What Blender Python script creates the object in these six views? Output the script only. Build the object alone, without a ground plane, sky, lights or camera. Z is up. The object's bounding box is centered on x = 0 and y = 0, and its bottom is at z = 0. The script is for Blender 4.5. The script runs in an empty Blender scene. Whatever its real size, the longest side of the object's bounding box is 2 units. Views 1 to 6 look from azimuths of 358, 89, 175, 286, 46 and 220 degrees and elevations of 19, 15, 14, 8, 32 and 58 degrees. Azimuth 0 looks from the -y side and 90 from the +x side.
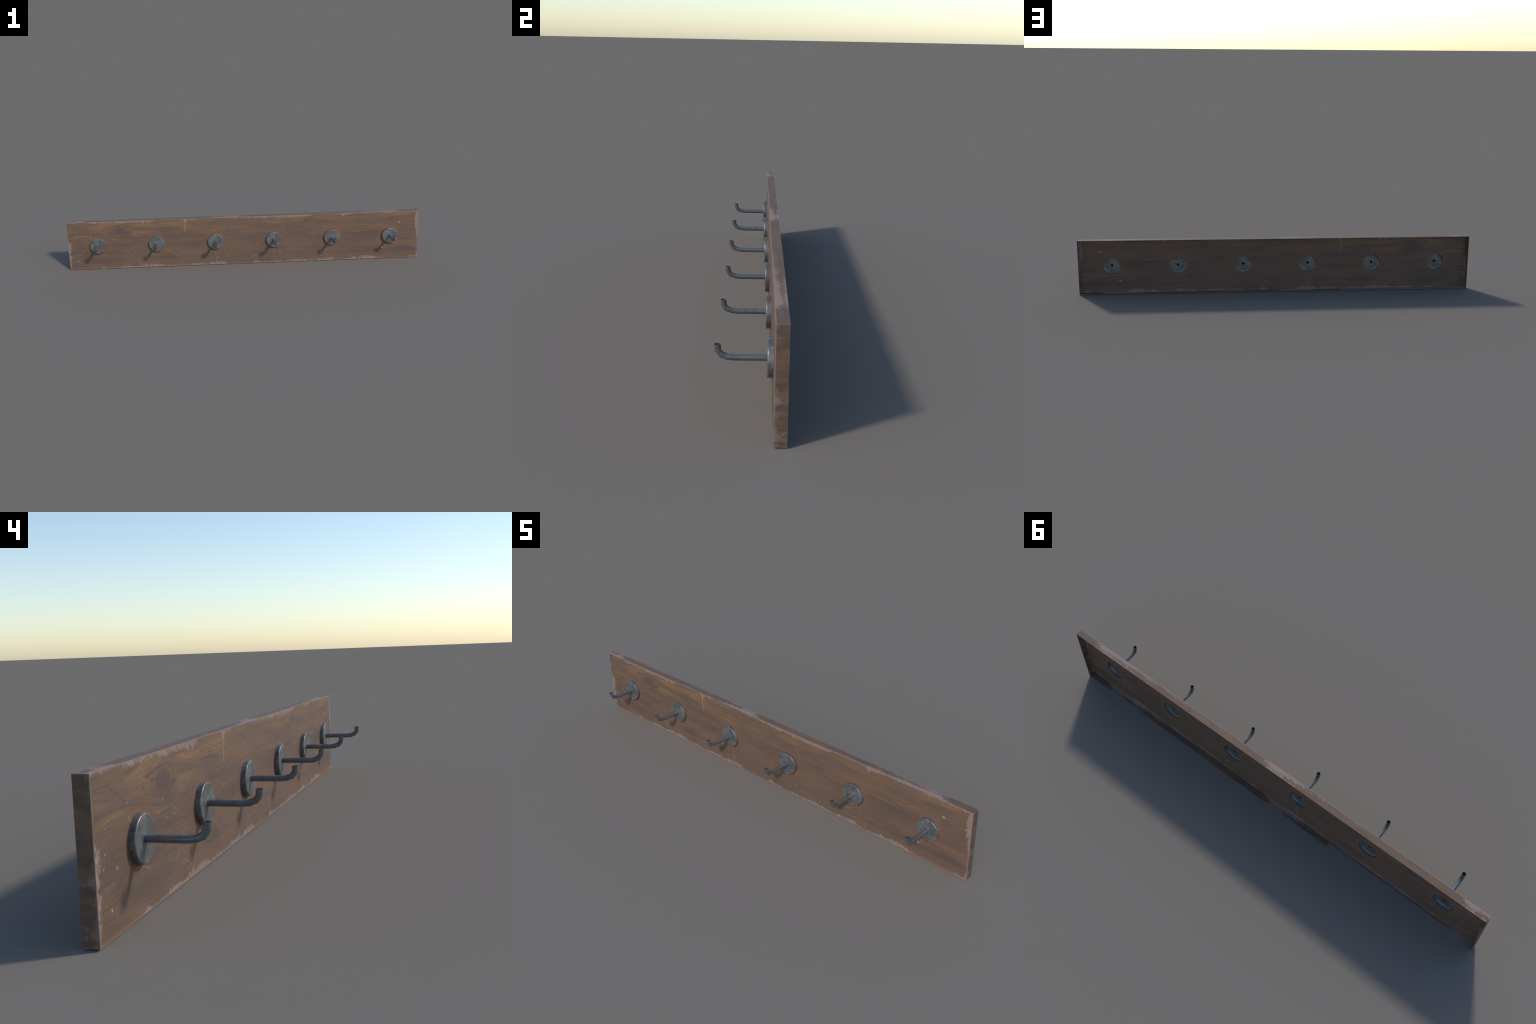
"""Weathered wooden coat rack: an open-backed plank shell with six steel hooks,
each hook a bent open tube set in a round cupped base plate."""
import bpy, bmesh, math
from mathutils import Vector

# ------------------------------------------------------------------ sizes (m)
LENGTH, HEIGHT = 2.0, 0.2785
Y_FRONT, Y_BACK = 0.0524, 0.0826
SHEET = 0.0016                     # thickness of the plank's shell
HOOK_COUNT, HOOK_STEP, HOOK_X0 = 6, 0.33374, -0.8320
HOOK_Z = 0.1397
PLATE_R, PLATE_SIDES = 0.0455, 16
ROD_R, ROD_SIDES = 0.0077, 12
HOOKS = [HOOK_X0 + i * HOOK_STEP for i in range(HOOK_COUNT)]


# ------------------------------------------------------------- node shorthand
class Nodes:
    def __init__(self, name):
        self.mat = bpy.data.materials.new(name)
        self.mat.use_nodes = True
        self.t = self.mat.node_tree
        self.t.nodes.clear()

    def new(self, kind, **props):
        n = self.t.nodes.new(kind)
        for k, v in props.items():
            setattr(n, k, v)
        return n

    def put(self, socket, v):
        if isinstance(v, bpy.types.NodeSocket):
            self.t.links.new(v, socket)
        elif isinstance(v, (tuple, list)) and len(v) == 3 and socket.type == 'RGBA':
            socket.default_value = (*v, 1.0)
        else:
            socket.default_value = v

    def m(self, op, a, b=None, c=None, clamp=False):
        n = self.new('ShaderNodeMath', operation=op, use_clamp=clamp)
        for i, v in enumerate((a, b, c)):
            if v is not None:
                self.put(n.inputs[i], v)
        return n.outputs[0]

    def add(self, a, b): return self.m('ADD', a, b)
    def sub(self, a, b): return self.m('SUBTRACT', a, b)
    def mul(self, a, b): return self.m('MULTIPLY', a, b)
    def mx(self, a, b): return self.m('MAXIMUM', a, b)
    def clamp(self, a): return self.m('ADD', a, 0.0, clamp=True)

    def step(self, v, lo, hi):
        """smooth 0..1 as v runs lo -> hi (lo may be above hi)"""
        flip = lo > hi
        n = self.new('ShaderNodeMapRange', interpolation_type='SMOOTHSTEP')
        self.put(n.inputs[0], v)
        n.inputs[1].default_value, n.inputs[2].default_value = (hi, lo) if flip else (lo, hi)
        n.inputs[3].default_value, n.inputs[4].default_value = (1, 0) if flip else (0, 1)
        return n.outputs[0]

    def vec(self, x, y, z=0.0):
        n = self.new('ShaderNodeCombineXYZ')
        for i, v in enumerate((x, y, z)):
            self.put(n.inputs[i], v)
        return n.outputs[0]

    def v(self, op, a, b=None, scale=None):
        n = self.new('ShaderNodeVectorMath', operation=op)
        self.put(n.inputs[0], a)
        if b is not None:
            self.put(n.inputs[1], b)
        if scale is not None:
            self.put(n.inputs['Scale'], scale)
        return n.outputs['Value' if op in ('DOT_PRODUCT', 'LENGTH', 'DISTANCE') else 'Vector']

    def split(self, v):
        n = self.new('ShaderNodeSeparateXYZ')
        self.put(n.inputs[0], v)
        return n.outputs

    def noise(self, v, scale=1.0, detail=3.0, rough=0.55, w=None, distort=0.0):
        n = self.new('ShaderNodeTexNoise', noise_dimensions='4D' if w is not None else '3D')
        self.put(n.inputs['Vector'], v)
        if w is not None:
            self.put(n.inputs['W'], w)
        n.inputs['Scale'].default_value = scale
        n.inputs['Detail'].default_value = detail
        n.inputs['Roughness'].default_value = rough
        n.inputs['Distortion'].default_value = distort
        return n.outputs['Fac']

    def curve(self, v, points):
        n = self.new('ShaderNodeFloatCurve')
        c = n.mapping.curves[0]
        c.points[0].location, c.points[1].location = points[0], points[-1]
        for p in points[1:-1]:
            c.points.new(*p)
        for p in c.points:
            p.handle_type = 'VECTOR'
        n.mapping.update()
        self.put(n.inputs['Value'], v)
        return n.outputs[0]

    def mix(self, f, a, b, blend='MIX'):
        n = self.new('ShaderNodeMix', data_type='RGBA', blend_type=blend)
        self.put(n.inputs['Factor'], f)
        self.put(n.inputs['A'] if False else n.inputs[6], a)
        self.put(n.inputs[7], b)
        return n.outputs[2]

    def lerp(self, f, a, b):
        n = self.new('ShaderNodeMix', data_type='FLOAT')
        self.put(n.inputs[0], f)
        self.put(n.inputs[2], a)
        self.put(n.inputs[3], b)
        return n.outputs[0]

    def blob(self, u, v, cu, cv, ru, rv):
        """soft elliptical spot, 1 in the middle, 0 at its rim"""
        n = self.new('ShaderNodeGroup', node_tree=spot_group())
        for k, q in enumerate((u, v, 1 / ru, -cu / ru, 1 / rv, -cv / rv)):
            self.put(n.inputs[k], q)
        return n.outputs[0]

    def line(self, x, z, a, b, w):
        """mask of a straight scratch from a to b, half-width w, in the x-z plane"""
        length = math.hypot(b[0] - a[0], b[1] - a[1])
        c, s = (b[0] - a[0]) / length, (b[1] - a[1]) / length
        mx, mz = (a[0] + b[0]) / 2, (a[1] + b[1]) / 2
        n = self.new('ShaderNodeGroup', node_tree=scratch_group())
        for k, q in enumerate((x, z, c, s, -mx * c - mz * s, -s, mx * s - mz * c, length / 2, 1 / w)):
            self.put(n.inputs[k], q)
        return n.outputs[0]

    def surface(self, **inputs):
        out = self.new('ShaderNodeOutputMaterial')
        b = self.new('ShaderNodeBsdfPrincipled')
        for k, v in inputs.items():
            self.put(b.inputs[k.replace('_', ' ')], v)
        self.t.links.new(b.outputs[0], out.inputs[0])
        return self.mat

    def bump(self, height, strength, distance):
        n = self.new('ShaderNodeBump')
        n.inputs['Strength'].default_value = strength
        n.inputs['Distance'].default_value = distance
        self.put(n.inputs['Height'], height)
        return n.outputs[0]


class Group(Nodes):
    """A small reusable mask: float inputs in, one float out."""
    def __init__(self, name, inputs):
        self.t = bpy.data.node_groups.new(name, 'ShaderNodeTree')
        for label in inputs:
            self.t.interface.new_socket(label, in_out='INPUT', socket_type='NodeSocketFloat')
        self.t.interface.new_socket('mask', in_out='OUTPUT', socket_type='NodeSocketFloat')
        self.ins = self.new('NodeGroupInput').outputs

    def done(self, value):
        self.t.links.new(value, self.new('NodeGroupOutput').inputs[0])
        return self.t


def spot_group():
    if 'soft_spot' in bpy.data.node_groups:
        return bpy.data.node_groups['soft_spot']
    g = Group('soft_spot', ('u', 'v', 'u scale', 'u shift', 'v scale', 'v shift'))
    u, v, us, uo, vs, vo = list(g.ins)[:6]
    a = g.m('MULTIPLY_ADD', u, us, uo)
    b = g.m('MULTIPLY_ADD', v, vs, vo)
    return g.done(g.step(g.m('MULTIPLY_ADD', a, a, g.mul(b, b)), 1.0, 0.0))


def scratch_group():
    if 'straight_scratch' in bpy.data.node_groups:
        return bpy.data.node_groups['straight_scratch']
    g = Group('straight_scratch', ('x', 'z', 'cos', 'sin', 'along shift', 'minus sin', 'across shift', 'half length', 'sharpness'))
    x, z, c, s, ao, ms, co, hl, sharp = list(g.ins)[:9]
    along = g.m('MULTIPLY_ADD', z, s, g.m('MULTIPLY_ADD', x, c, ao))
    beyond = g.m('MAXIMUM', g.sub(g.m('ABSOLUTE', along), hl), 0.0)
    across = g.m('MULTIPLY_ADD', z, c, g.m('MULTIPLY_ADD', x, ms, co))
    dist = g.m('SQRT', g.m('MULTIPLY_ADD', across, across, g.mul(beyond, beyond)))
    return g.done(g.step(g.mul(dist, sharp), 1.0, 0.25))


# ------------------------------------------------------------- wood material
def wood_material():
    g = Nodes('weathered_brown_wood')
    P = g.new('ShaderNodeTexCoord').outputs['Object']
    x, y, z = g.split(P)
    nx, ny, nz = g.split(g.new('ShaderNodeNewGeometry').outputs['True Normal'])
    on_cap = g.step(g.m('ABSOLUTE', nz), 0.6, 0.8)      # top and bottom strips
    on_end = g.step(g.m('ABSOLUTE', nx), 0.6, 0.8)      # the two short ends
    on_face = g.clamp(g.sub(1.0, g.add(on_cap, on_end)))
    is_low = g.step(z, 0.14, 0.13)
    d = g.sub(y, Y_FRONT)                               # depth behind the front

    # grain runs along u, growth lines step along v
    u = g.lerp(on_end, x, g.add(d, 3.0))
    v = g.lerp(on_cap, z, g.add(d, 0.9))
    uv = g.vec(u, v)

    # --- the knot: growth lines flow round it
    KU, KV = -0.707, 0.223
    bend = g.blob(u, v, KU, KV, 0.17, 0.075)
    off = g.sub(v, KV)
    w = g.add(KV, g.mul(off, g.sub(1.0, g.mul(bend, 0.72))))
    w = g.add(w, g.mul(g.sub(g.noise(g.vec(g.mul(u, 3.0), g.mul(v, 6)), 1, 1), 0.5), 0.016))
    w = g.add(w, g.mul(g.sub(g.noise(g.vec(g.mul(u, 16), g.mul(v, 40)), 1, 1), 0.5), 0.0014))

    broad = g.noise(g.vec(g.mul(u, 2.0), g.mul(w, 34), 1.7), 1, 4, 0.6)
    mid = g.noise(g.vec(g.mul(u, 7), g.mul(w, 120), 5.1), 1, 4, 0.65)
    fine = g.noise(g.vec(g.mul(u, 14), g.mul(w, 330), 9.3), 1, 2, 0.6)
    streak = g.noise(g.vec(g.mul(u, 4.0), g.mul(w, 290), 6.6), 1, 3, 0.6)
    cross = g.noise(g.vec(g.mul(u, 260), g.mul(v, 120), 3.3), 1, 2, 0.6)
    blotch = g.noise(g.vec(g.mul(u, 6.5), g.mul(v, 16), 7.7), 1, 3, 0.55)
    upper = g.step(z, 0.165, 0.215)
    ridge = g.m('SINE', g.mul(w, 2 * math.pi / 0.0052))
    ridge = g.add(0.5, g.mul(ridge, 0.5))
    ridged = g.mul(g.lerp(upper, 1.0, 0.05),
                   g.step(g.noise(g.vec(g.mul(u, 5), g.mul(v, 14), 2.2), 1, 2), 0.34, 0.58))

    BASE, DARK, OCHRE = (0.150, 0.089, 0.059), (0.083, 0.060, 0.052), (0.205, 0.116, 0.056)
    RED, PALE = (0.195, 0.090, 0.050), (0.315, 0.235, 0.205)

    col = g.mix(g.mul(g.step(broad, 0.50, 0.72), g.lerp(upper, 0.20, 0.60)), BASE, OCHRE)
    col = g.mix(g.mul(g.step(mid, 0.55, 0.75), 0.38), col, (0.215, 0.110, 0.060))
    col = g.mix(g.mul(g.step(blotch, 0.52, 0.70), 0.50), col, DARK)
    col = g.mix(g.mul(g.step(broad, 0.47, 0.33), 0.50), col, DARK)

    # golden glow of the softer wood and grey-violet stains, where they lie
    ochre = None
    for cu, cv, ru, rv, s in ((-0.80, 0.243, 0.11, 0.024, .9), (-0.59, 0.212, 0.07, 0.016, 1.0),
                              (-0.40, 0.247, 0.13, 0.022, .9), (-0.56, 0.248, 0.10, 0.016, .8),
                              (-0.27, 0.232, 0.16, 0.022, .4), (0.17, 0.246, 0.09, 0.018, .9),
                              (0.87, 0.262, 0.12, 0.014, .8), (0.27, 0.238, 0.10, 0.016, .4),
                              (-0.93, 0.196, 0.09, 0.010, .7), (-0.70, 0.186, 0.09, 0.010, .8),
                              (-0.30, 0.266, 0.20, 0.010, .5), (0.20, 0.187, 0.16, 0.008, .5)):
        b = g.mul(g.blob(u, w, cu, cv, ru, rv), s)
        ochre = b if ochre is None else g.mx(ochre, b)
    ochre = g.mul(ochre, g.add(0.22, g.add(g.mul(g.step(mid, 0.40, 0.62), 0.55), g.mul(g.step(cross, 0.42, 0.62), 0.35))))
    col = g.mix(g.mul(g.mul(ochre, on_face), 0.90), col, (0.250, 0.138, 0.062))

    stain = None
    for cu, cv, ru, rv, s in ((-0.934, 0.138, 0.055, 0.030, .9), (-0.71, 0.140, 0.10, 0.026, .7),
                              (-0.80, 0.057, 0.10, 0.018, .8), (-0.42, 0.217, 0.07, 0.020, .9),
                              (-0.235, 0.241, 0.08, 0.018, .7), (-0.427, 0.198, 0.07, 0.008, .8),
                              (-0.445, 0.062, 0.08, 0.022, .6), (0.07, 0.222, 0.07, 0.020, .8),
                              (0.06, 0.152, 0.08, 0.024, .7), (0.448, 0.230, 0.10, 0.014, .8),
                              (0.86, 0.237, 0.07, 0.016, .9), (0.905, 0.187, 0.05, 0.016, .7),
                              (0.926, 0.123, 0.06, 0.030, .8), (0.90, 0.052, 0.09, 0.026, .9),
                              (-0.91, 0.226, 0.07, 0.016, .7), (-0.88, 0.05, 0.09, 0.016, .5),
                              (0.24, 0.05, 0.10, 0.020, .7), (0.39, 0.135, 0.12, 0.024, .6),
                              (-0.20, 0.055, 0.11, 0.020, .6), (0.70, 0.225, 0.09, 0.022, .6),
                              (0.69, 0.13, 0.10, 0.03, .4), (-0.3, 0.185, 0.10, 0.012, .4),
                              (0.53, 0.045, 0.08, 0.018, .5)):
        b = g.mul(g.blob(u, w, cu, cv, ru, rv), s)
        stain = b if stain is None else g.mx(stain, b)
    stain = g.mul(stain, g.add(0.25, g.mul(g.step(mid, 0.62, 0.36), 0.75)))
    col = g.mix(g.mul(g.mul(stain, on_face), 0.72), col, (0.085, 0.064, 0.057))

    # ruled growth ridges, finest lines, cross-grain specks
    dim = g.mul(g.mul(ridge, ridged), 0.48)
    dim = g.add(dim, g.add(g.mul(g.step(fine, 0.46, 0.70), 0.36), g.mul(g.step(streak, 0.52, 0.70), 0.44)))
    dim = g.mul(dim, g.sub(1.0, g.mul(on_end, 0.60)))
    col = g.mix(g.clamp(dim), col, (0.080, 0.060, 0.050))
    col = g.mix(g.mul(g.step(cross, 0.50, 0.75), 0.20), col, (0.24, 0.145, 0.085))

    # the knot itself with its rings, a few dark nicks
    ku = g.m('DIVIDE', g.sub(u, KU), 0.042)
    kv = g.m('DIVIDE', off, 0.025)
    kr = g.m('SQRT', g.add(g.mul(ku, ku), g.mul(kv, kv)))
    kr = g.add(kr, g.mul(g.sub(g.noise(g.v('SCALE', uv, scale=45.0), 1, 2), 0.5), 0.35))
    rings = g.mul(g.add(0.5, g.mul(g.m('SINE', g.mul(kr, 11.0)), 0.5)), g.step(kr, 2.4, 0.9))
    col = g.mix(g.mul(g.mul(rings, on_face), 0.32), col, (0.078, 0.056, 0.048))
    col = g.mix(g.mul(g.mul(g.step(kr, 1.05, 0.55), on_face), 0.72), col, (0.088, 0.062, 0.058))
    nick = None
    for cu, cv, ru, rv in ((-0.80, 0.223, 0.010, 0.006), (-0.776, 0.240, 0.013, 0.006), (-0.755, 0.231, 0.022, 0.005),
                           (0.732, 0.219, 0.004, 0.003), (-0.43, 0.243, 0.020, 0.004), (-0.655, 0.213, 0.022, 0.006),
                           (-0.45, 0.232, 0.06, 0.003), (-0.62, 0.263, 0.05, 0.003)):
        b = g.blob(u, v, cu, cv, ru, rv)
        nick = b if nick is None else g.mx(nick, b)
    px = g.add(x, g.mul(g.sub(g.noise(P, 22, 3), 0.5), 0.011))
    pz = g.add(z, g.mul(g.sub(g.noise(P, 26, 3), 0.5), 0.011))
    nick = g.mx(nick, g.mul(g.line(px, pz, (-0.945, 0.252), (-0.877, 0.210), 0.0045), 0.6))
    col = g.mix(g.mul(g.mul(nick, on_face), g.add(0.15, g.mul(mid, 0.9))), col, (0.072, 0.055, 0.051))

    # --- rusty red: round every plate and along parts of the lower edge
    cell = g.sub(x, HOOK_X0 - HOOK_STEP / 2)
    cell = g.sub(g.m('MODULO', g.add(cell, HOOK_STEP), HOOK_STEP), HOOK_STEP / 2)
    dz = g.sub(z, HOOK_Z)
    ring = g.m('SQRT', g.add(g.mul(cell, cell), g.mul(dz, dz)))
    ring_n = g.add(ring, g.mul(g.sub(g.noise(P, 22, 3), 0.5), 0.014))
    halo = g.add(g.mul(g.step(ring_n, 0.062, 0.044), 0.42), g.mul(g.step(ring_n, 0.090, 0.046), 0.25))
    low = g.mul(g.step(g.add(z, g.mul(g.sub(g.noise(g.vec(g.mul(x, 18), g.mul(z, 40)), 1, 3), 0.5), 0.022)), 0.017, 0.002),
                g.add(g.step(x, -0.70, -0.86), g.step(x, 0.66, 0.78)))
    side = g.mul(g.step(g.add(g.m('ABSOLUTE', x), g.mul(g.sub(g.noise(P, 35, 3), 0.5), 0.02)), 0.985, 1.0),
                 g.step(z, 0.12, 0.09))
    streaks = None
    for cu, cv, ru, rv in ((-0.675, 0.102, 0.030, 0.0032), (-0.661, 0.150, 0.016, 0.0038), (-0.70, 0.149, 0.014, 0.003),
                           (-0.345, 0.155, 0.02, 0.004), (-0.29, 0.159, 0.06, 0.004), (0.40, 0.165, 0.12, 0.004),
                           (-0.60, 0.186, 0.05, 0.004), (0.36, 0.115, 0.09, 0.004), (0.66, 0.17, 0.09, 0.005),
                           (0.078, 0.106, 0.006, 0.003), (0.913, 0.214, 0.004, 0.003), (-0.92, 0.108, 0.012, 0.003)):
        b = g.mul(g.blob(u, v, cu, cv, ru, rv), 0.42 if ru > 0.035 else 1.0)
        streaks = b if streaks is None else g.mx(streaks, b)
    col = g.mix(g.clamp(g.mul(g.mul(streaks, on_face), g.add(0.15, g.mul(g.step(mid, 0.38, 0.6), 0.75)))), col, (0.285, 0.135, 0.058))
    red = g.add(g.add(halo, g.mul(low, 0.9)), g.mul(side, 0.5))
    for a, b in (((-0.951, 0.135), (-0.951, 0.105)), ((0.559, 0.072), (0.561, 0.010))):
        red = g.add(red, g.mul(g.mul(g.line(px, pz, a, b, 0.003), 0.9), g.step(g.noise(P, 160, 1), 0.42, 0.55)))
    red = g.mul(red, g.add(0.30, g.mul(mid, 0.95)))
    col = g.mix(g.clamp(g.mul(red, on_face)), col, RED)

    # --- top / bottom strips and ends: greyer, duller timber
    col = g.mix(g.mul(on_cap, 0.60), col, (0.150, 0.094, 0.060))
    shade = g.mul(g.step(g.noise(g.vec(g.mul(x, 9), g.mul(d, 60), 4.4), 1, 3), 0.42, 0.66), on_cap)
    col = g.mix(g.mul(shade, 0.55), col, (0.098, 0.067, 0.058))
    shade = g.mul(g.step(g.noise(g.vec(g.mul(d, 22), g.mul(z, 42), 8.4), 1, 4), 0.42, 0.62), on_end)
    col = g.mix(g.mul(shade, 0.62), col, (0.082, 0.057, 0.044))

    # --- pale worn edges
    # how far the wear eats in along each edge (curve value times scale)
    s01 = g.add(g.mul(g.add(x, g.mul(g.sub(g.noise(P, 55, 3, 0.65), 0.5), 0.045)), 0.5), 0.5)
    t01 = g.m('DIVIDE', g.add(z, g.mul(g.sub(g.noise(P, 61, 3, 0.65), 0.5), 0.02)), HEIGHT)

    def along(points):
        return [((a + 1) / 2, b) for a, b in points]

    top_reach = g.curve(s01, along((
        (-1, .3), (-.97, .2), (-.955, .55), (-.93, .2), (-.89, .25), (-.87, .6), (-.82, .65), (-.77, .7), (-.75, .5),
        (-.735, .2), (-.72, .85), (-.69, .95), (-.67, .6), (-.64, .8), (-.6, .8), (-.55, .9), (-.52, .85), (-.505, .1),
        (-.35, .05), (-.345, .6), (-.335, .95), (-.322, .6), (-.3, .4), (-.28, .5), (-.26, .05), (-.15, .12),
        (-.07, .3), (-.05, .6), (-.03, .3), (.05, .5), (.13, .8), (.17, .4), (.2, .85), (.24, .7), (.28, .8), (.33, .9),
        (.37, .85), (.39, .1), (.53, .05), (.55, .5), (.565, .95), (.58, .5), (.61, .6), (.65, .1), (.7, .5), (.76, .2),
        (.83, .6), (.86, .2), (.9, .5), (.96, .5), (1, .5))))
    low_reach = g.curve(s01, along((
        (-1, .1), (-.84, .05), (-.83, .25), (-.81, .55), (-.79, .25), (-.73, .3), (-.68, .6), (-.6, .5), (-.57, .9),
        (-.53, .8), (-.5, .9), (-.45, .4), (-.4, .45), (-.35, .3), (-.31, .55), (-.28, .45), (-.24, .75), (-.21, .3),
        (-.18, .9), (-.13, .85), (-.1, .2), (.04, .2), (.065, .85), (.09, .45), (.15, .2), (.19, .5), (.24, .3),
        (.3, .75), (.35, .5), (.4, .4), (.5, .85), (.53, .3), (.58, .3), (.62, .65), (.65, .6), (.67, .9), (.72, .95),
        (.75, .5), (.8, .1), (.93, .05), (.96, .5), (1, .6))))
    left_reach = g.curve(t01, [(a / 0.2785, b) for a, b in (
        (0, .1), (.03, .5), (.055, .45), (.08, .7), (.09, .25), (.12, .95), (.15, .8), (.16, .6), (.17, .05), (.2785, .05))])
    right_reach = g.curve(t01, [(a / 0.2785, b) for a, b in (
        (0, .1), (.02, .3), (.04, .05), (.1, .1), (.126, .35), (.15, .6), (.18, .7), (.2, .95), (.23, .8), (.26, .6), (.2785, .6))])
    chew_h = g.add(g.mul(g.noise(g.vec(g.mul(x, 75), g.mul(z, 45), 1.1), 1, 4, 0.65), 1.9), -0.30)
    chew_v = g.add(g.mul(g.noise(g.vec(g.mul(x, 45), g.mul(z, 60), 6.1), 1, 4, 0.65), 1.9), -0.30)

    fray = g.noise(g.vec(g.mul(x, 150), g.mul(z, 110), 4.7), 1, 3, 0.7)
    thin = g.add(0.34, g.mul(g.step(g.noise(g.vec(g.mul(x, 85), g.mul(z, 70), 8.1), 1, 3, 0.7), 0.38, 0.56), 0.48))
    thin = g.mul(thin, g.add(0.60, g.mul(g.step(fray, 0.40, 0.56), 0.50)))

    def worn(reach, size, chew, dist, rim):
        depth = g.add(g.mul(g.mul(reach, size), chew), g.mul(g.sub(fray, 0.5), g.mul(reach, 0.020)))
        a = g.mul(g.step(g.sub(depth, dist), -0.0025, 0.0065), thin)
        return g.mx(a, g.mul(g.step(dist, rim, rim * 0.2), 0.66))

    wear = worn(top_reach, 0.025, chew_h, g.sub(HEIGHT, z), 0.0022)
    wear = g.mx(wear, worn(low_reach, 0.029, chew_h, z, 0.0020))
    wear = g.mx(wear, worn(left_reach, 0.034, chew_v, g.add(x, 1.0), 0.0022))
    wear = g.mx(wear, worn(right_reach, 0.034, chew_v, g.sub(1.0, x), 0.0022))
    # the drip-shaped scrape running down from the top edge
    wear = g.mx(wear, g.mul(g.line(px, pz, (-0.336, 0.276), (-0.334, 0.262), 0.0085), 0.8))
    wear = g.mx(wear, g.mul(g.line(px, pz, (-0.336, 0.262), (-0.334, 0.205), 0.0030), 0.65))
    wear = g.mx(wear, g.mul(g.line(px, pz, (0.562, 0.276), (0.567, 0.266), 0.0085), 0.75))
    wear = g.mul(wear, on_face)

    # strips: patches that start at the front arris
    cap_reach = g.curve(s01, along((
        (-1, .75), (-.97, .6), (-.93, .95), (-.905, .7), (-.87, .1), (-.68, .08), (-.65, .35), (-.63, .1), (-.5, .2),
        (-.42, .45), (-.38, .2), (-.3, .4), (-.22, .35), (-.16, .75), (-.12, .7), (-.08, 1), (-.035, .95), (.005, .1),
        (.15, .08), (.24, .3), (.3, .15), (.4, .3), (.47, .45), (.54, .35), (.6, .6), (.65, .5), (.70, .75), (.75, .7),
        (.80, .85), (.86, 1), (.875, .8), (.91, .1), (.96, .1), (1, .2))))
    chew_c = g.noise(g.vec(g.mul(x, 95), g.mul(y, 85), 2.9), 1, 5, 0.72)
    front_side = g.step(d, 0.024, 0.0)
    rear_side = g.mul(g.step(d, 0.022, 0.0302), 0.55)
    cap = g.add(g.mul(cap_reach, 0.42), g.add(g.mul(g.mx(front_side, rear_side), g.lerp(cap_reach, 0.17, 0.34)), g.sub(chew_c, 0.5)))
    cap = g.mul(g.step(cap, 0.30, 0.54), 0.85)
    cap = g.mx(cap, g.mul(g.step(d, 0.0030, 0.0006), 0.8))
    cap = g.mx(cap, g.mul(g.step(d, 0.0290, 0.0300), 0.25))
    wear = g.add(wear, g.mul(cap, on_cap))

    end_reach = g.curve(t01, [(a / 0.2785, b) for a, b in (
        (0, .7), (.03, .8), (.06, .35), (.09, .6), (.105, 1), (.125, .55), (.14, .1), (.2, .12), (.25, .35), (.2785, .35))])
    chew_e = g.noise(g.vec(g.mul(y, 90), g.mul(z, 70), 5.9), 1, 4, 0.65)
    end = g.add(g.mul(end_reach, 0.40), g.add(g.mul(g.step(d, 0.018, 0.0), 0.20), g.sub(chew_e, 0.5)))
    end = g.mul(g.step(end, 0.26, 0.62), 0.60)
    end = g.mx(end, g.mul(g.step(d, 0.0024, 0.0004), 0.8))
    end = g.mx(end, g.mul(g.step(g.sub(HEIGHT, z), 0.0022, 0.0005), 0.6))
    end = g.mx(end, g.mul(g.step(z, 0.0022, 0.0005), 0.5))
    wear = g.add(wear, g.mul(end, on_end))

    # --- scratches and cream-coloured flecks
    marks = None
    for ax, az, bx, bz, s in (
            (-.871, .186, -.856, .168, .6), (-.594, .122, -.664, .054, .40), (-.665, .167, -.640, .152, .4),
            (-.640, .152, -.633, .146, .4), (-.633, .146, -.644, .138, .3), (-.622, .051, -.565, .023, .35),
            (-.81, .081, -.785, .075, .5), (-.452, .110, -.430, .092, .45), (-.430, .092, -.393, .070, .5),
            (-.393, .070, -.371, .051, .45), (-.169, .081, -.162, .021, .55), (-.188, .079, -.191, .028, .3),
            (-.155, .083, -.153, .045, .3), (-.153, .045, -.147, .040, .5), (-.153, .045, -.150, .036, .5),
            (.216, .224, .232, .165, .40), (.167, .084, .168, .020, .30), (.196, .047, .205, .061, .45),
            (.322, .015, .333, .030, .6), (.455, .060, .489, .071, .6), (.489, .071, .535, .088, .3),
            (.447, .055, .511, .013, .45), (.434, .110, .454, .109, .35), (.520, .050, .539, .076, .35),
            (.455, .060, .498, .061, .3), (.704, .183, .792, .204, .42), (.762, .196, .792, .204, .4),
            (.820, .027, .853, .053, .25), (.816, .084, .824, .072, .35), (-.59, .085, -.54, .076, .22),
            (-.97, .085, -.90, .098, .2), (-.85, .09, -.78, .078, .35), (.60, .03, .62, .05, .2)):
        b = g.mul(g.line(px, pz, (ax, az), (bx, bz), 0.0014), s * 0.75)
        marks = b if marks is None else g.mx(marks, b)
    marks = g.mul(marks, g.add(0.45, g.mul(g.noise(P, 60, 2), 0.9)))
    col = g.mix(g.clamp(g.mul(marks, on_face)), col, (0.36, 0.28, 0.25))

    col = g.mix(g.clamp(wear), col, g.mix(g.noise(P, 130, 3), (0.275, 0.195, 0.165), PALE))
    # blue-grey, paler half of the lower strip, left of a sharp line
    blue_grey_half = g.mul(g.mul(g.mul(on_cap, is_low), g.step(x, -0.3325, -0.3335)), g.step(d, 0.001, 0.016))
    col = g.mix(g.mul(blue_grey_half, 0.8), col, (0.21, 0.185, 0.19))

    fleck = None
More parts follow.
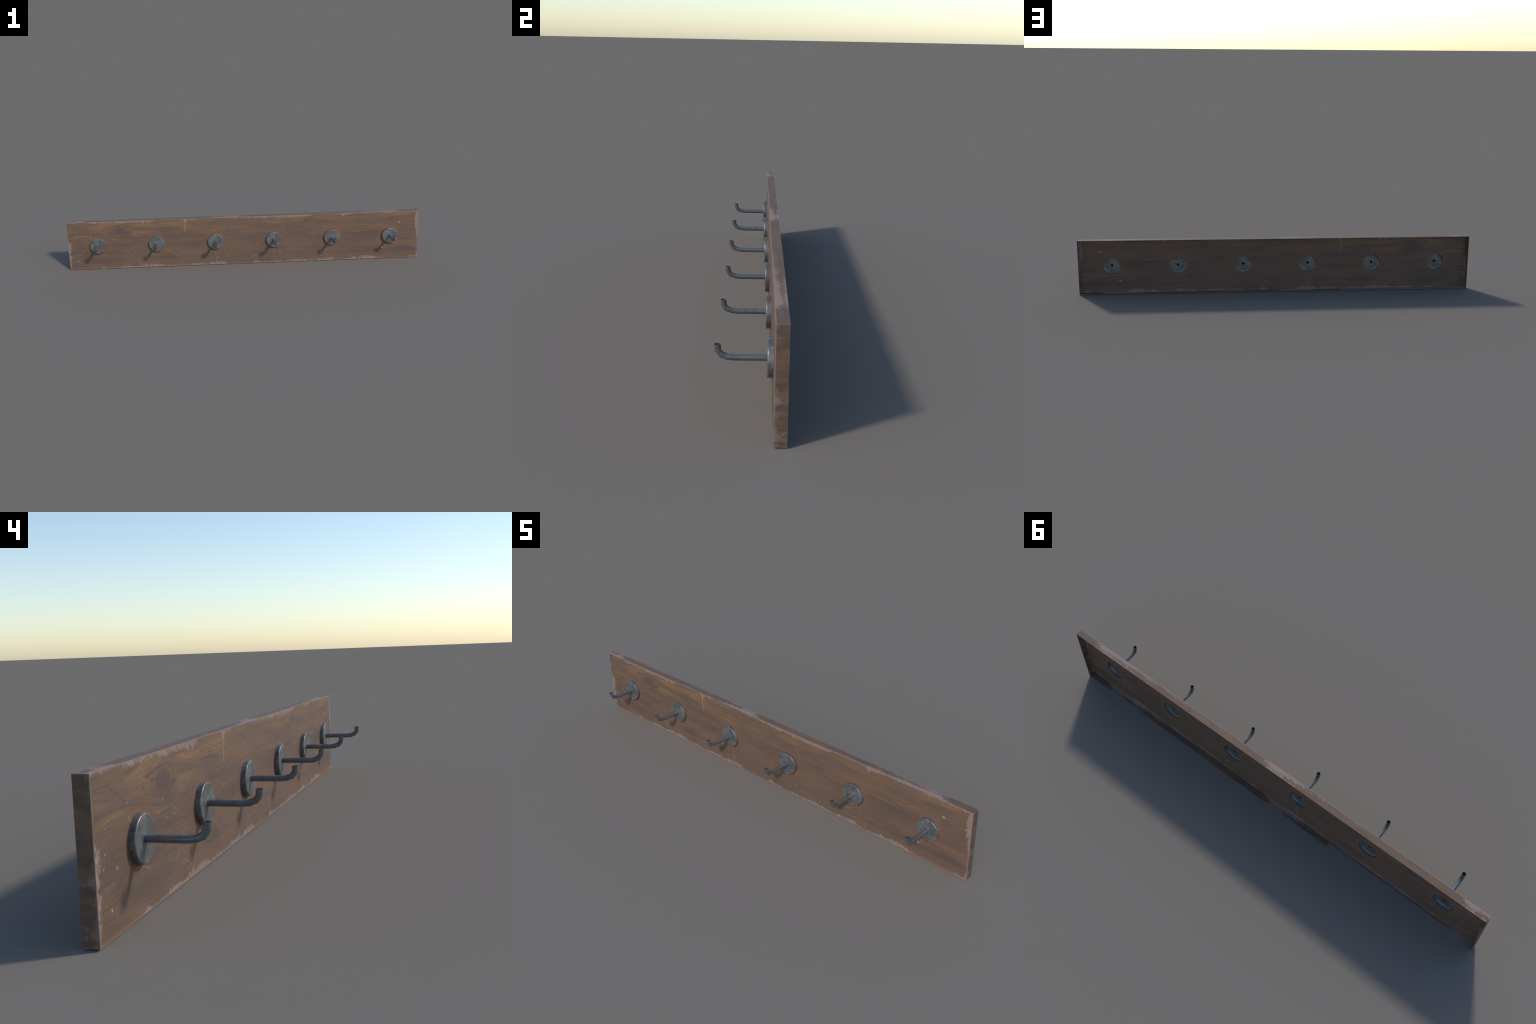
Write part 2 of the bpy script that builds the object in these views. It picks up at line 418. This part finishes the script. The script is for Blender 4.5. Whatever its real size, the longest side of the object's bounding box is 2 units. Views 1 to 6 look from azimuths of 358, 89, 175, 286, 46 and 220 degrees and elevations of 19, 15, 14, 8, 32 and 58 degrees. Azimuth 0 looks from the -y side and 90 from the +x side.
    for cx, cz, r, s in (
            (-.964, .143, .0030, .8), (-.924, .112, .0030, 1), (-.951, .049, .0035, .9), (-.949, .046, .0030, .9),
            (-.934, .037, .0022, .7), (-.945, .194, .0028, .6), (-.958, .183, .0022, .5), (-.713, .188, .0030, .6),
            (-.734, .165, .0025, .7), (-.660, .191, .0028, .5), (-.871, .209, .0030, .7), (-.526, .033, .0025, .6),
            (-.376, .192, .0028, .6), (-.094, .059, .0038, .8), (-.204, .062, .0025, .4), (-.086, .133, .0022, .5),
            (.049, .049, .0038, .8), (.076, .111, .0028, .8), (.036, .143, .0025, .4), (.207, .051, .0035, .8),
            (.505, .036, .0042, .6), (.576, .062, .0028, .5), (.892, .213, .0060, .9), (.886, .214, .0040, .7),
            (.868, .193, .0032, .5), (.794, .064, .0050, 1), (.798, .062, .0040, 1), (.807, .076, .0030, .7),
            (.911, .085, .0025, .5), (.937, .087, .0025, .5), (.809, .062, .0032, .4), (.77, .06, .0022, .4)):
        b = g.mul(g.blob(x, z, cx, cz, r, r * 0.9), s)
        fleck = b if fleck is None else g.mx(fleck, b)
    vor = g.new('ShaderNodeTexVoronoi')
    g.put(vor.inputs['Vector'], P)
    vor.inputs['Scale'].default_value = 34
    tiny = g.mul(g.step(vor.outputs['Distance'], 0.075, 0.03), g.step(g.split(vor.outputs['Color'])[0], 0.72, 0.9))
    fleck = g.mx(g.mul(fleck, on_face), g.mul(tiny, 0.30))
    col = g.mix(g.mul(g.clamp(fleck), 0.8), col, (0.44, 0.34, 0.21))

    height = g.add(g.mul(g.mul(ridge, ridged), -0.55), g.add(g.mul(fine, -0.35), g.mul(broad, 0.4)))

    return g.surface(Base_Color=col, Roughness=g.add(0.66, g.mul(wear, 0.16)), Specular_IOR_Level=0.30,
                     Normal=g.bump(height, 0.34, 0.0012))


# ------------------------------------------------------------ metal material
def metal_material(name, rod=False):
    g = Nodes(name)
    P = g.new('ShaderNodeTexCoord').outputs['Object']
    at = g.new('ShaderNodeAttribute', attribute_type='OBJECT', attribute_name='["pattern"]')
    k = g.mul(at.outputs['Fac'], 7.31)
    px, py, pz = g.split(P)
    big = g.noise(P, 30, 4, 0.65, w=k)
    grain = g.noise(P, 150, 4, 0.65, w=k)
    spots = g.noise(P, 75, 3, 0.6, w=g.add(k, 3.0))
    col = g.mix(g.step(big, 0.44, 0.56), (0.120, 0.124, 0.126), (0.172, 0.176, 0.176))
    # smooth-worn sector on every third casting; elsewhere the skin is mottled
    wob = g.mul(g.sub(grain, 0.5), 0.006)
    sector = g.mul(g.mul(g.step(g.add(px, wob), 0.0035, 0.0050), g.step(g.add(pz, wob), -0.013, -0.010)),
                   g.step(at.outputs['Fac'], 0.5, 0.4))
    chip = g.mul(g.step(g.noise(P, 58, 4, 0.7, w=g.add(k, 5.0)), 0.53, 0.60), g.sub(1.0, sector))
    col = g.mix(g.mul(chip, 0.65), col, (0.265, 0.268, 0.258))
    col = g.mix(g.mul(sector, 0.75), col, (0.140, 0.143, 0.147))
    col = g.mix(g.mul(g.mul(g.step(grain, 0.42, 0.66), g.sub(1.0, sector)), 0.38), col, (0.250, 0.253, 0.250))
    col = g.mix(g.mul(g.step(spots, 0.60, 0.72), 0.60), col, (0.055, 0.060, 0.063))
    rough = g.add(0.27, g.mul(grain, 0.20))
    if rod:
        col = g.mix(0.5, col, (0.140, 0.146, 0.158))
        rough = g.add(0.20, g.mul(grain, 0.22))
    height = g.add(g.mul(big, 0.5), g.add(g.mul(grain, 0.25), g.mul(spots, -0.4)))
    return g.surface(Base_Color=col, Metallic=0.50, Roughness=rough, Specular_IOR_Level=0.4,
                     Normal=g.bump(height, 0.35, 0.0012))


# ------------------------------------------------------------------- geometry
def finish(bm, name, material, smooth_angle=None):
    bmesh.ops.recalc_face_normals(bm, faces=bm.faces)
    me = bpy.data.meshes.new(name)
    bm.to_mesh(me)
    bm.free()
    me.materials.append(material)
    if smooth_angle is not None:
        me.shade_smooth()
        me.set_sharp_from_angle(angle=math.radians(smooth_angle))
    return me


def lathe(bm, profile, sides, close=True):
    """Turn (radius, y) points about the y axis; a closed profile gives a ring-shaped solid."""
    rings = []
    for r, yy in profile:
        rings.append([bm.verts.new((r * math.cos(2 * math.pi * i / sides), yy, r * math.sin(2 * math.pi * i / sides)))
                      for i in range(sides)])
    n = len(rings)
    for j in range(n if close else n - 1):
        a, b = rings[j], rings[(j + 1) % n]
        for i in range(sides):
            bm.faces.new((a[i], a[(i + 1) % sides], b[(i + 1) % sides], b[i]))


def plank_mesh(material):
    """Open-backed tray: front sheet with a round hole behind every plate, four side walls."""
    bm = bmesh.new()
    h, q = LENGTH / 2, SHEET

    def loop(points, y):
        vs = [bm.verts.new((px, y, pz)) for px, pz in points]
        return vs, [bm.edges.new((vs[i], vs[(i + 1) % len(vs)])) for i in range(len(vs))]

    def bridge(a, b):
        for i in range(len(a)):
            k = (i + 1) % len(a)
            bm.faces.new((a[i], a[k], b[k], b[i]))

    outer = [(-h, 0), (h, 0), (h, HEIGHT), (-h, HEIGHT)]
    inner = [(-h + q, q), (h - q, q), (h - q, HEIGHT - q), (-h + q, HEIGHT - q)]
    front, e_front = loop(outer, Y_FRONT)
    back, e_back = loop(inner, Y_FRONT + q)
    for hx in HOOKS:
        ring = [(hx + 0.0443 * math.cos(2 * math.pi * i / PLATE_SIDES), HOOK_Z + 0.0443 * math.sin(2 * math.pi * i / PLATE_SIDES))
                for i in range(PLATE_SIDES)]
        a, ea = loop(ring, Y_FRONT)
        b, eb = loop(ring, Y_FRONT + q)
        e_front += ea
        e_back += eb
        bridge(a, b)
    for edges, ny in ((e_front, -1), (e_back, 1)):
        bmesh.ops.triangle_fill(bm, use_beauty=True, edges=edges, normal=(0, ny, 0))
    rim_out, _ = loop(outer, Y_BACK)
    rim_in, _ = loop(inner, Y_BACK)
    bridge(front, rim_out)
    bridge(rim_out, rim_in)
    bridge(rim_in, back)
    return finish(bm, 'board', material)


# everything on a hook is measured from the point where its axis meets the plank's front
def plate_mesh(material):
    R, inner = PLATE_R, 0.0441
    bm = bmesh.new()
    lathe(bm, [(R, 0.0008), (R, -0.0095), (R, -0.0118), (R - 0.0005, -0.0131), (R - 0.0014, -0.0138), (R - 0.0026, -0.0140),
               (R - 0.0042, -0.0140), (0.0100, -0.0140),
               (0.0070, -0.0140), (0.0070, -0.0126), (0.0100, -0.0126), (R - 0.0072, -0.0126), (R - 0.0052, -0.0126), (R - 0.0030, -0.0119),
               (R - 0.0020, -0.0105), (inner, -0.0095), (inner, 0.0008)], PLATE_SIDES)
    return finish(bm, 'base_plate', material, 48)


def rod_mesh(material):
    # centre line (y, z) of the bent tube, straight shank then an upward crook
    spine = [(-0.0132, 0.0006), (-0.0550, 0.0006), (-0.0880, 0.0005), (-0.1045, 0.0020), (-0.1185, 0.0070),
             (-0.1262, 0.0170), (-0.1277, 0.0322)]
    bm = bmesh.new()
    n = len(spine)
    shells = []
    for radius in (ROD_R, ROD_R - 0.0004):
        rings = []
        for i, (yy, zz) in enumerate(spine):
            a, b = spine[max(i - 1, 0)], spine[min(i + 1, n - 1)]
            t = Vector((0, b[0] - a[0], b[1] - a[1])).normalized()
            if i == n - 1:
                t = Vector((0, 0, 1))
            side = Vector((1, 0, 0))
            up = t.cross(side)
            rings.append([bm.verts.new(Vector((0, yy, zz)) + side * (radius * math.cos(2 * math.pi * j / ROD_SIDES))
                                       + up * (radius * math.sin(2 * math.pi * j / ROD_SIDES))) for j in range(ROD_SIDES)])
        shells.append(rings)
    for rings in shells:
        for a, b in zip(rings, rings[1:]):
            for j in range(ROD_SIDES):
                bm.faces.new((a[j], a[(j + 1) % ROD_SIDES], b[(j + 1) % ROD_SIDES], b[j]))
    for e in (0, -1):
        a, b = shells[0][e], shells[1][e]
        for j in range(ROD_SIDES):
            bm.faces.new((a[j], a[(j + 1) % ROD_SIDES], b[(j + 1) % ROD_SIDES], b[j]))
    return finish(bm, 'hook', material, 62)


def build():
    scene = bpy.context.scene.collection
    rack = bpy.data.objects.new('coat_rack', None)
    rack['label'] = 'worn brown wooden wall plank with six grey bent metal hooks'
    rack['category'] = 'coat rack'
    scene.objects.link(rack)

    board = bpy.data.objects.new('board', plank_mesh(wood_material()))
    board.parent = rack
    scene.objects.link(board)

    plate_me = plate_mesh(metal_material('worn_grey_plate_steel'))
    rod_me = rod_mesh(metal_material('dark_grey_rod_steel', rod=True))
    for i, hx in enumerate(HOOKS):
        hook = bpy.data.objects.new('hook', rod_me)
        hook.location = (hx, Y_FRONT, HOOK_Z)
        hook.parent = rack
        hook['pattern'] = float(i % 3)          # three casts, used in turn
        scene.objects.link(hook)
        plate = bpy.data.objects.new('base_plate', plate_me)
        plate.parent = hook
        plate['pattern'] = float(i % 3)
        scene.objects.link(plate)


build()
